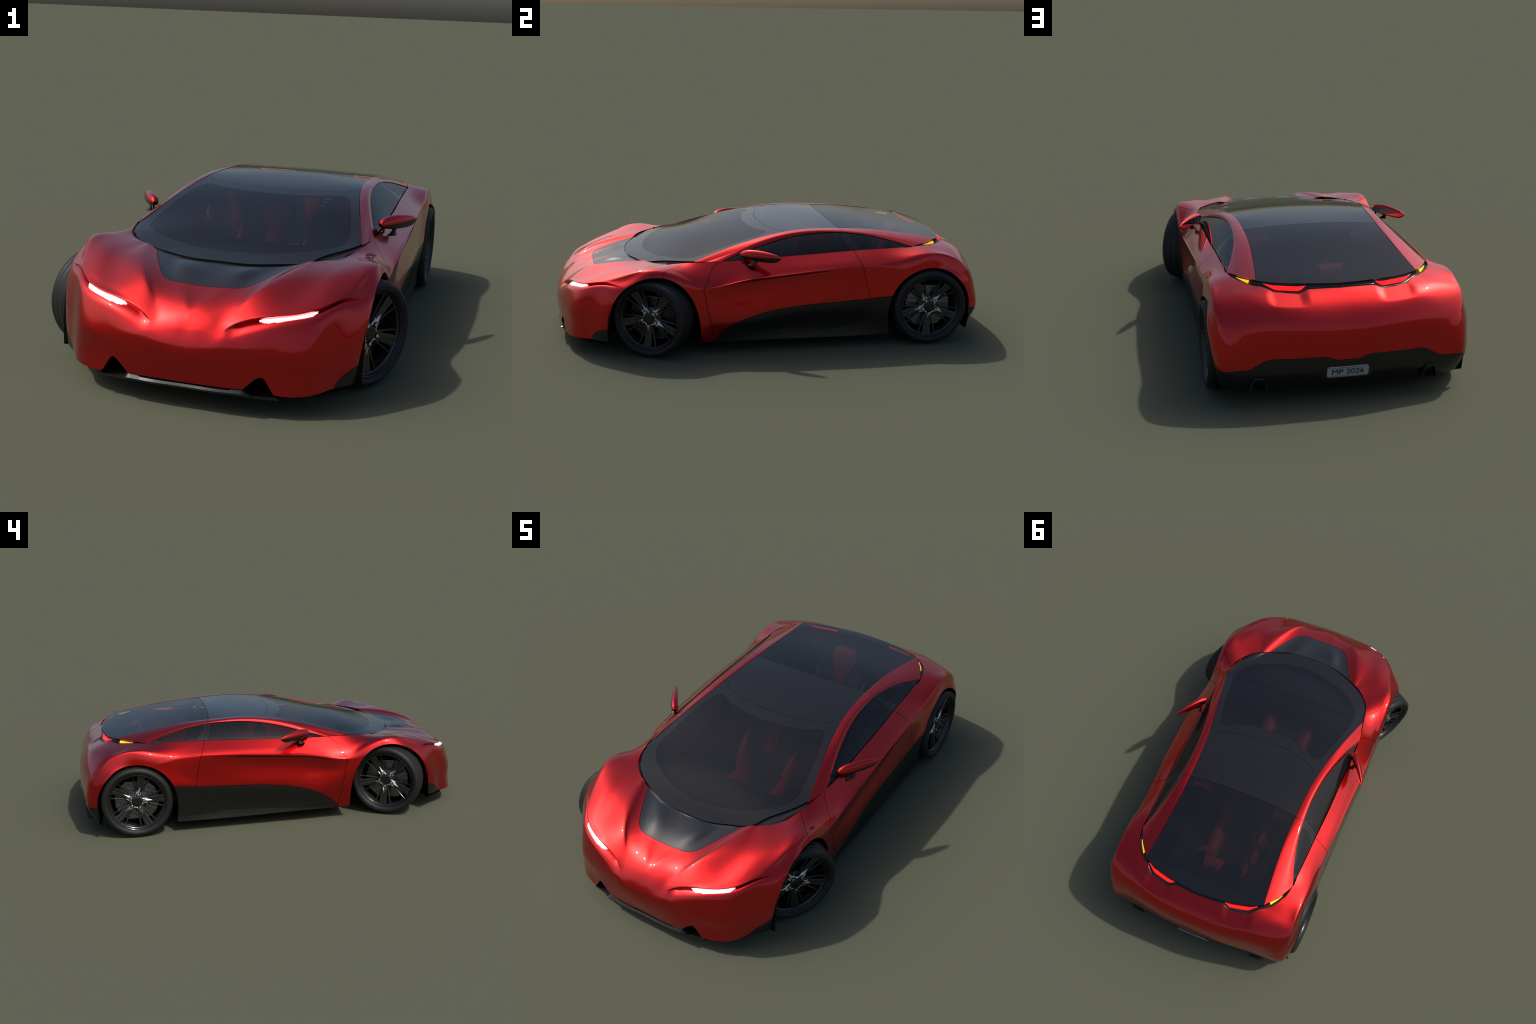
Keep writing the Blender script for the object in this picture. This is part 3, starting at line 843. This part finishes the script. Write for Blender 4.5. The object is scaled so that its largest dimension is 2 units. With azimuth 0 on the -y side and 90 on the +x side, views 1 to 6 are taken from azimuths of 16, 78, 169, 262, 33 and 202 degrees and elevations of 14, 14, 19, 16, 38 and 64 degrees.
for arch, name in ((FRONT_ARCH, "front_wheel_well"), (REAR_ARCH, "rear_wheel_well")):
    o = curve(arch, 60)
    c0 = np.array([o[:, 0].mean(), .17])
    for s in (1, -1):
        rows = []
        for xx, grow in ((.497, .006), (.47, .008), (.29, .010)):
            d = o - c0
            r = np.linalg.norm(d, axis=1, keepdims=True)
            p = o + d / r * grow
            rows.append(np.c_[np.full(len(o), xx * s), p[:, 0], np.maximum(p[:, 1], .068)])
        v, f = loft(rows)
        m = len(o)
        f.append(tuple(2 * m + k for k in range(m)))
        link(name, mesh_from(name, v, f), DARK)


# --------------------------------------------------------------------------
#  wheels   (local axes: +x outboard, hub at the origin)
# --------------------------------------------------------------------------
def spin(profile, n=96, closed=False):
    p = np.array(profile, float)
    a = np.linspace(0, 2 * math.pi, n, endpoint=False)
    rows = [np.c_[np.full(len(p), 0) + p[:, 0], p[:, 1] * math.cos(t), p[:, 1] * math.sin(t)] for t in a]
    rows.append(rows[0])
    v, f = loft(rows[:-1])
    k = len(p)
    f += [((n - 1) * k + b, (n - 1) * k + b + 1, b + 1, b) for b in range(k - 1)]
    return v, f


def polar_prism(outline, x_back, x_front, inset=.0008):
    """Extruded polygon in the wheel plane with a small chamfer; outline: (y, z) points."""
    o = np.array(outline, float)
    c = o.mean(0)
    small = o + (c - o) / np.maximum(np.linalg.norm(c - o, axis=1, keepdims=True), 1e-9) * inset
    rows = [np.c_[np.full(len(o), x_back), o], np.c_[np.full(len(o), x_front - inset), o], np.c_[np.full(len(o), x_front), small]]
    return loft(rows, closed=True, cap=True)


TYRE_PROFILE = [(.040, .140), (.050, .1405), (.058, .144), (.0635, .151), (.0645, .1568), (.0632, .1575), (.0632, .1590), (.0642, .1597), (.0625, .1655), (.057, .1715), (.048, .1752), (.036, .1768), (.034, .1756), (.031, .1756), (.029, .1771), (.012, .1776), (.010, .1762), (.007, .1762), (.005, .1778), (-.020, .1776), (-.022, .1762), (-.025, .1762), (-.027, .1772), (-.044, .1765), (-.056, .173), (-.066, .166), (-.070, .156), (-.068, .145), (-.060, .140)]
TYRE = mesh_from("tyre", *spin(TYRE_PROFILE, 120))
sharp_by_angle(TYRE, 50)
RIM_PROFILE = [(.046, .1405), (.0535, .1412), (.0545, .1395), (.0530, .1375), (.0475, .1365), (.044, .1340), (.042, .1305), (.028, .1290), (.024, .1265), (-.03, .1250), (-.06, .1290), (-.064, .1395)]
RIM = mesh_from("rim", *spin(RIM_PROFILE, 120))
sharp_by_angle(RIM, 40)
BACK = mesh_from("wheel_back", *spin([(-.035, .02), (-.035, .128)], 60))

allv, allf = [], []


def add_piece(v, f):
    n = sum(len(q) for q in allv)
    allv.append(np.array(v))
    allf.extend([tuple(i + n for i in q) for q in f])


def blade(a0, r0, a1, r1, w0, w1, x0, x1, t, steps=8, bend=0.0):
    """Tapering spoke blade from polar (angle, radius) a0,r0 to a1,r1."""
    p0, p1 = np.array([math.sin(a0), math.cos(a0)]) * r0, np.array([math.sin(a1), math.cos(a1)]) * r1
    d = (p1 - p0) / np.linalg.norm(p1 - p0)
    nrm = np.array([-d[1], d[0]])
    rows = []
    for k in range(steps + 1):
        q = k / steps
        c = p0 + (p1 - p0) * q + nrm * bend * math.sin(math.pi * q)
        w, x = w0 + (w1 - w0) * q, x0 + (x1 - x0) * q ** 1.3
        rows.append([[x - t, *(c - nrm * w)], [x - .0012, *(c - nrm * w)], [x, *(c - nrm * w * .55)], [x, *(c + nrm * w * .55)], [x - .0012, *(c + nrm * w)], [x - t, *(c + nrm * w)]])
    return loft(rows, closed=True, cap=True)


D = math.radians
for k in range(5):
    a = D(72 * k)
    add_piece(*blade(a - D(3), .028, a - D(5.2), .1345, .0100, .0088, .0312, .045, .016))
    add_piece(*blade(a + D(3), .028, a + D(3.4), .1345, .0100, .0098, .0304, .0440, .016))
    add_piece(*blade(a - D(17), .040, a - D(19), .1350, .0042, .0022, .029, .046, .012))
    add_piece(*blade(a + D(17), .040, a + D(17), .1350, .0042, .0022, .029, .046, .012))
hub = [(.026, .0), (.026, .044), (.022, .050), (.0, .052), (-.03, .05)]
add_piece(*spin(hub, 60))
SPOKES = mesh_from("wheel_spokes", np.vstack(allv), allf)
sharp_by_angle(SPOKES, 35)

# bright star insert
ARM = [(-36, .0325), (-27, .0355), (-20, .0435), (-15.5, .0565), (-12.5, .0490), (-8.5, .0530), (2.5, .0775), (8.5, .0530), (12.5, .0490), (15.0, .0550), (20, .0430), (27, .0355)]
star, ridge = [], []
for k in range(5):
    for ang, r in ARM:
        t = D(72 * k + ang)
        star.append((math.sin(t) * r, math.cos(t) * r))
star = np.array(star)
rad = np.linalg.norm(star, axis=1)
n = len(star)
inner = star / rad[:, None] * .0245
mid_r = star / rad[:, None] * (.5 * rad + .5 * .0245)[:, None]
v = np.vstack([np.c_[np.full(n, .028), star], np.c_[.0365 + .0 * rad, star * .985], np.c_[np.full(n, .0415), mid_r], np.c_[np.full(n, .0395), inner], np.c_[np.full(n, .030), inner]])
f = []
for a in range(4):
    for b in range(n):
        cc = (b + 1) % n
        f.append((a * n + b, a * n + cc, (a + 1) * n + cc, (a + 1) * n + b))
STAR = mesh_from("star_insert", v, [q[::-1] for q in f], smooth=False)
CAP = mesh_from("hub_cap", *spin([(.030, .0262), (.0415, .0258), (.0425, .0240), (.0428, .012), (.0428, .0005)], 48))
sharp_by_angle(CAP, 40)
POCKET = mesh_from("bolt_pocket", *spin([(.030, .0100), (.0422, .0098), (.0422, .0005)], 24))
BOLT = mesh_from("wheel_bolt", *spin([(.034, .0070), (.0445, .0068), (.0455, .0056), (.0455, .0004)], 20))
sharp_by_angle(BOLT, 40)
sharp_by_angle(POCKET, 40)

# honeycomb brake cover
cell = .0140
pts, seen = [], set()
mv, mf = [], []
def bar(p, q, w=.0024, x=.006, t=.003):
    p, q = np.array(p), np.array(q)
    d = (q - p) / np.linalg.norm(q - p)
    m = np.array([-d[1], d[0]]) * w * .5
    p, q = p - d * w * .3, q + d * w * .3
    k = len(mv)
    for xx in (x, x - t):
        for s in (p - m, p + m, q + m, q - m):
            mv.append((xx, *s))
    mf.extend([(k, k + 3, k + 2, k + 1), (k, k + 1, k + 5, k + 4), (k + 1, k + 2, k + 6, k + 5), (k + 2, k + 3, k + 7, k + 6), (k + 3, k, k + 4, k + 7)])
sx, sy = cell * .5, cell * .5 * .62
for row in range(-14, 15):
    for col in range(-12, 13):
        cx, cy = (col + .5 * (row % 2)) * cell, row * 1.5 * sy * .98
        hexa = [(cx + math.sin(D(60 * k)) * sx / math.sin(D(60)), cy + math.cos(D(60 * k)) * sy) for k in range(6)]
        for p, q in zip(hexa, hexa[1:] + hexa[:1]):
            key = tuple(sorted(((round(p[0], 4), round(p[1], 4)), (round(q[0], 4), round(q[1], 4)))))
            r = math.hypot((p[0] + q[0]) / 2, (p[1] + q[1]) / 2)
            if .046 < r < .107 and key not in seen:
                seen.add(key)
                bar(p, q)
HONEY = mesh_from("brake_mesh", mv, mf, smooth=False)
DISC = mesh_from("brake_disc", *spin([(-.006, .01), (-.006, .108), (-.012, .110)], 60))
for me, mat in ((TYRE, RUBBER), (RIM, ALLOY), (SPOKES, ALLOY), (BACK, DARK), (STAR, CHROME), (CAP, BLACK_TRIM), (POCKET, DARK), (BOLT, CHROME), (HONEY, STEEL), (DISC, DARK)):
    me.materials.append(mat)


def wheel(name, loc, outward, steer, phase):
    hubo = bpy.data.objects.new(name, None)
    bpy.context.scene.collection.objects.link(hubo)
    hubo.parent = ROOT
    hubo.location = loc
    hubo.rotation_euler = (0, 0, (0 if outward > 0 else math.pi) + steer)
    turn = D(phase)

    def part(me, nm=None, rot=0.0, off=(0, 0, 0)):
        ob = link(nm or me.name, me, None, hubo)
        ob.rotation_euler = (rot, 0, 0)
        ob.location = off
        return ob
    part(TYRE)
    part(RIM)
    part(BACK)
    part(SPOKES, rot=-turn)
    part(STAR, rot=-turn)
    part(CAP)
    part(DISC)
    ob = part(HONEY)
    ob["kind"] = "stuff"
    for k in range(5):
        # clockwise seen from outside is negative about +x only for z-up, y-right frames
        t = D(72 * k) + turn
        o = (0, math.sin(t) * .0335, math.cos(t) * .0335)
        part(POCKET, off=o)
        part(BOLT, off=o)


R0 = .1778
wheel("rear_wheel", (.4575, .7125, R0), 1, 0, -31)
wheel("rear_wheel", (-.4575, .7125, R0), -1, 0, 14)
STEER = D(-30)
wheel("front_wheel", (.450, -.571, R0), 1, STEER, -31)
wheel("front_wheel", (-.450, -.571, R0), -1, STEER, -28)

# --------------------------------------------------------------------------
#  door mirrors
# --------------------------------------------------------------------------
A0, B0 = np.array([.428, -.172, .441]), np.array([.537, -.006, .4465])
axis = (B0 - A0) / np.linalg.norm(B0 - A0)
length = np.linalg.norm(B0 - A0)
fwd = np.array([axis[1], -axis[0], 0])
fwd /= np.linalg.norm(fwd)            # points outboard and forward, away from the mirror face
upv = np.array([0, 0, 1.0])
stq = np.r_[0, .02, .05, .1, .18, .28, .4, .52, .64, .76, .86, .93, .97, 1.0]
f_w = np.interp(stq, [0, .1, .3, .6, .85, 1], [.006, .0150, .0190, .0175, .0105, .0015])
r_w = np.interp(stq, [0, .04, .2, .5, .85, 1], [.004, .016, .0155, .011, .0060, .001])
u_h = np.interp(stq, [0, .06, .2, .38, .6, .85, 1], [.008, .0200, .0275, .0285, .0245, .0150, .001])
d_h = np.interp(stq, [0, .1, .3, .5, .75, .9, 1], [.004, .0140, .0215, .0245, .0250, .0200, .001])
split = .000
up_rows, low_rows, face_rows = [], [], []
for q, fw, rw, uh, dh in zip(stq, f_w, r_w, u_h, d_h):
    c = A0 + axis * length * q
    th = np.linspace(0, math.pi / 2, 9)
    upper = [c + fwd * fw * math.cos(t) + upv * uh * math.sin(t) for t in th]
    upper += [c - fwd * rw * .55 + upv * uh * .93, c - fwd * rw * .92 + upv * uh * .70, c - fwd * rw + upv * uh * .55, c - fwd * rw]
    up_rows.append(upper)
    lower = [c - fwd * rw, c - fwd * rw - upv * dh * .55, c - fwd * rw * .8 - upv * dh * .85] + [c + fwd * fw * math.cos(t) - upv * dh * math.sin(t) for t in th[::-1]]
    low_rows.append(lower)
    face_rows.append([c - fwd * (rw + .0012) + upv * uh * .62, c - fwd * (rw + .0012) - upv * dh * .62])
for s in (1, -1):
    def put(name, rows, mat, ang, flip):
        v, f = loft(rows)
        v = np.array(v) * [s, 1, 1]
        if (s < 0) != flip:
            f = [q[::-1] for q in f]
        me = mesh_from(name, v, f)
        sharp_by_angle(me, ang)
        return me
    head = put("mirror_head", up_rows, PAINT, 50, False)
    ho = link("mirror_head", head, PAINT)
    ob = link("mirror_base_shell", put("mirror_base_shell", low_rows, BLACK_TRIM, 50, False), BLACK_TRIM)
    ob = link("mirror_glass", put("mirror_glass", face_rows[1:-1], MIRROR, 50, True), MIRROR)
    stalk = []
    for q, r in ((0, .0165), (.12, .0155), (.25, .010), (.5, .0075), (.8, .0095), (1, .014)):
        a, b = np.array([.4655, -.126, .4005]), np.array([.474, -.098, .433])
        c = a + (b - a) * q
        stalk.append([c + axis * r * 1.25 * math.cos(t) + fwd * r * .75 * math.sin(t) for t in np.linspace(0, 2 * math.pi, 20, endpoint=False)])
    v, f = loft(stalk, closed=True, cap=True)
    me = mesh_from("mirror_stalk", np.array(v) * [s, 1, 1], f if s > 0 else [q[::-1] for q in f])
    sharp_by_angle(me, 50)
    link("mirror_stalk", me, BLACK_TRIM)
    pin = [[np.array([.4385, -.155, zz]) + axis * r * math.cos(t) + fwd * r * math.sin(t) for t in np.linspace(0, 2 * math.pi, 12, endpoint=False)] for zz, r in ((.412, .0035), (.425, .0045), (.440, .004))]
    v, f = loft(pin, closed=True, cap=True)
    link("mirror_pin", mesh_from("mirror_pin", np.array(v) * [s, 1, 1], f if s > 0 else [q[::-1] for q in f]), BLACK_TRIM)

# --------------------------------------------------------------------------
#  number plate, exhausts, diffuser lip
# --------------------------------------------------------------------------
pc = np.array([0, .9895, .1455])
tilt = math.radians(14)
pu, pn = np.array([0, math.sin(tilt) * .9, math.cos(tilt)]), np.array([0, math.cos(tilt), -math.sin(tilt)])
def plate_box(name, w, h, t, at, mat, cham=.006):
    o = [(-w + cham, -h), (w - cham, -h), (w, -h + cham), (w, h - cham), (w - cham, h), (-w + cham, h), (-w, h - cham), (-w, -h + cham)]
    rows = []
    for d in (0, t):
        rows.append([pc + np.array([a, 0, 0]) + pu * (b + at[1]) + pn * (d + at[2]) + np.array([at[0], 0, 0]) for a, b in o])
    v, f = loft(rows, closed=True, cap=True)
    return link(name, mesh_from(name, v, [q[::-1] for q in f], smooth=False), mat)
plate_box("number_plate", .0815, .0235, .004, (0, 0, 0), PLATE)
for b in (.0195, -.0195):
    plate_box("plate_line", .078, .0006, .0006, (0, b, .004), INK, .0002)
plate_box("plate_recess", .098, .034, .006, (0, -.001, -.0075), BLACK_TRIM, .012)
cu = bpy.data.curves.new("plate_text", "FONT")
cu.body = "MP 2026"
cu.size = .0345
cu.align_x, cu.align_y = "CENTER", "CENTER"
cu.extrude = .0006
to = bpy.data.objects.new("plate_text_source", cu)
bpy.context.scene.collection.objects.link(to)
dg = bpy.context.evaluated_depsgraph_get()
tm = bpy.data.meshes.new_from_object(to.evaluated_get(dg))
bpy.data.objects.remove(to)
tv = np.array([v.co[:] for v in tm.vertices])
tw = tv[:, 0].max() - tv[:, 0].min()
kx = .126 / tw
tv2 = np.array([pc + np.array([-a * kx, 0, 0]) + pu * b + pn * (.0045 + c) for a, b, c in tv])
me = mesh_from("plate_lettering", tv2, [tuple(p.vertices)[::-1] for p in tm.polygons], smooth=False)
link("plate_lettering", me, INK)

for s in (1, -1):
    face = [(.304, .964, .074), (.374, .957, .073), (.371, .959, .090), (.361, .963, .127), (.353, .965, .133), (.331, .968, .133), (.322, .968, .130), (.308, .966, .092)]
    o = np.array(face)
    c = o.mean(0)
    rows = [o + [0, -.06, 0], o, c + (o - c) * .86 + [0, .004, 0], c + (o - c) * .80 + [0, -.025, 0]]
    v, f = loft([r * [s, 1, 1] for r in rows], closed=True)
    f.append(tuple(3 * len(o) + k for k in range(len(o))))
    me = mesh_from("exhaust_tip", v, f)
    sharp_by_angle(me, 30)
    link("exhaust_tip", me, RUBBER)

# --------------------------------------------------------------------------
#  cabin
# --------------------------------------------------------------------------
def box(name, lo, hi, mat, bevel=.0):
    (x0, y0, z0), (x1, y1, z1) = lo, hi
    v = [(x0, y0, z0), (x1, y0, z0), (x1, y1, z0), (x0, y1, z0), (x0, y0, z1), (x1, y0, z1), (x1, y1, z1), (x0, y1, z1)]
    f = [(3, 2, 1, 0), (4, 5, 6, 7), (0, 1, 5, 4), (1, 2, 6, 5), (2, 3, 7, 6), (3, 0, 4, 7)]
    ob = link(name, mesh_from(name, v, f, smooth=False), mat)
    if bevel:
        m = ob.modifiers.new("bevel", "BEVEL")
        m.width, m.segments = bevel, 3
    return ob


tub = []
for zz, grow in ((.395, 0), (.30, .01), (.13, -.03)):
    o = [(.33, -.40), (.385, -.36), (.415, -.25), (.415, .45), (.395, .66), (.31, .80)]
    o = [(a + grow * .5, b) for a, b in o]
    o = o + [(-a, b) for a, b in o[::-1]]
    tub.append([(a, b, zz) for a, b in o])
v, f = loft(tub, closed=True)
f.append(tuple(2 * 12 + k for k in range(12)))
link("cabin_tub", mesh_from("cabin_tub", v, f, smooth=False), CABIN)
dash = [[(xx, -.60, .33), (xx, -.52, .372 - .2 * xx * xx), (xx, -.40, .372 - .2 * xx * xx), (xx, -.345, .35), (xx, -.33, .25), (xx, -.36, .16)] for xx in np.linspace(-.38, .38, 15)]
v, f = loft(dash)
link("dashboard", mesh_from("dashboard", v, f), CABIN)
shelf = [[(xx, .74, .30), (xx, .77, .40), (xx, .86, .43)] for xx in np.linspace(-.33, .33, 9)]
v, f = loft(shelf)
link("rear_shelf", mesh_from("rear_shelf", v, f), CABIN)
for s in (1, -1):
    card = [[(s * (.404 + .4 * max(0, -yy - .36) * -.6), yy, zz) for zz in (.24, .30, .36, .40)] for yy in np.linspace(-.50, .60, 12)]
    v, f = loft(card)
    link("door_card", mesh_from("door_card", v, f if s < 0 else [q[::-1] for q in f]), LEATHER_RED)


def seat(loc, width=.125, recline=22, height=.35):
    """Ribbed shell seat with red bolsters and a red headrest strip running down the back."""
    base = np.array(loc)
    r = math.radians(recline)
    back = np.array([0, math.sin(r), math.cos(r)])
    out = np.array([0, -math.cos(r), math.sin(r)])
    so = bpy.data.objects.new("seat", None)
    bpy.context.scene.collection.objects.link(so)
    so.parent = ROOT
    # ribbed back and squab
    ribs = 22
    rows = []
    for k in range(ribs * 4 + 1):
        q = k / (ribs * 4)
        bump = .0035 * abs(math.sin(math.pi * q * ribs))
        h = height * q
        w = width * (.86 + .10 * q - .55 * max(0, q - .72) / .28)
        c = base + back * h + out * (bump + .012 * math.sin(math.pi * q))
        rows.append([c + np.array([w * t, 0, 0]) + out * .022 * abs(t) ** 3 for t in np.linspace(-1, 1, 9)])
    v, f = loft(rows)
    link("seat_back", mesh_from("seat_back", v, [q[::-1] for q in f]), LEATHER_BLACK, so)
    rows = []
    for k in range(41):
        q = k / 40
        bump = .0035 * abs(math.sin(math.pi * q * 10))
        c = base + np.array([0, -.27 * q, .012 + .055 * q + bump])
        rows.append([c + np.array([width * .9 * t, 0, 0]) + np.array([0, 0, .018 * abs(t) ** 3]) for t in np.linspace(-1, 1, 9)])
    v, f = loft(rows)
    link("seat_cushion", mesh_from("seat_cushion", v, f), LEATHER_BLACK, so)
    for s in (1, -1):
        rows = []
        for h, w0, w1, d in ((-.01, .062, .140, .055), (.03, .066, .144, .062), (.10, .078, .148, .058), (.17, .098, .146, .046), (.23, .122, .138, .026), (.26, .132, .136, .012)):
            c = base + back * h
            rows.append([c + np.array([s * w0, 0, 0]) + out * .012, c + np.array([s * (w0 + w1) / 2, 0, 0]) + out * d, c + np.array([s * w1, 0, 0]) + out * d * .8, c + np.array([s * w1, 0, 0]) - out * .02])
        v, f = loft(rows)
        link("seat_bolster", mesh_from("seat_bolster", v, f if s > 0 else [q[::-1] for q in f]), LEATHER_RED, so)
        rows = []
        for q in np.linspace(0, 1, 8):
            c = base + np.array([0, -.275 * q, .02 + .055 * q])
            rows.append([c + np.array([s * .070, 0, .0]), c + np.array([s * .105, 0, .036]), c + np.array([s * .14, 0, .026]), c + np.array([s * .146, 0, -.03])])
        v, f = loft(rows)
        link("seat_bolster", mesh_from("seat_bolster", v, f if s < 0 else [q[::-1] for q in f]), LEATHER_RED, so)
    rows = []
    for h, w, d in ((.165, .022, .016), (.19, .030, .024), (.25, .034, .027), (.285, .045, .030), (.31, .060, .034), (.345, .062, .036), (.372, .052, .034), (.380, .049, .026), (.383, .047, .0), (.375, .047, -.02), (.34, .05, -.025)):
        c = base + back * h
        rows.append([c + np.array([w * t, 0, 0]) + out * (d - .006 * t * t) for t in (-1, -.92, -.5, 0, .5, .92, 1)])
    v, f = loft(rows)
    me = mesh_from("seat_headrest", v, [q[::-1] for q in f])
    link("seat_headrest", me, LEATHER_RED, so)


seat((0, -.085, .125), recline=24)
seat((.225, .185, .125), recline=21)
seat((-.225, .185, .125), recline=21)
seat((0, .555, .110), recline=22)
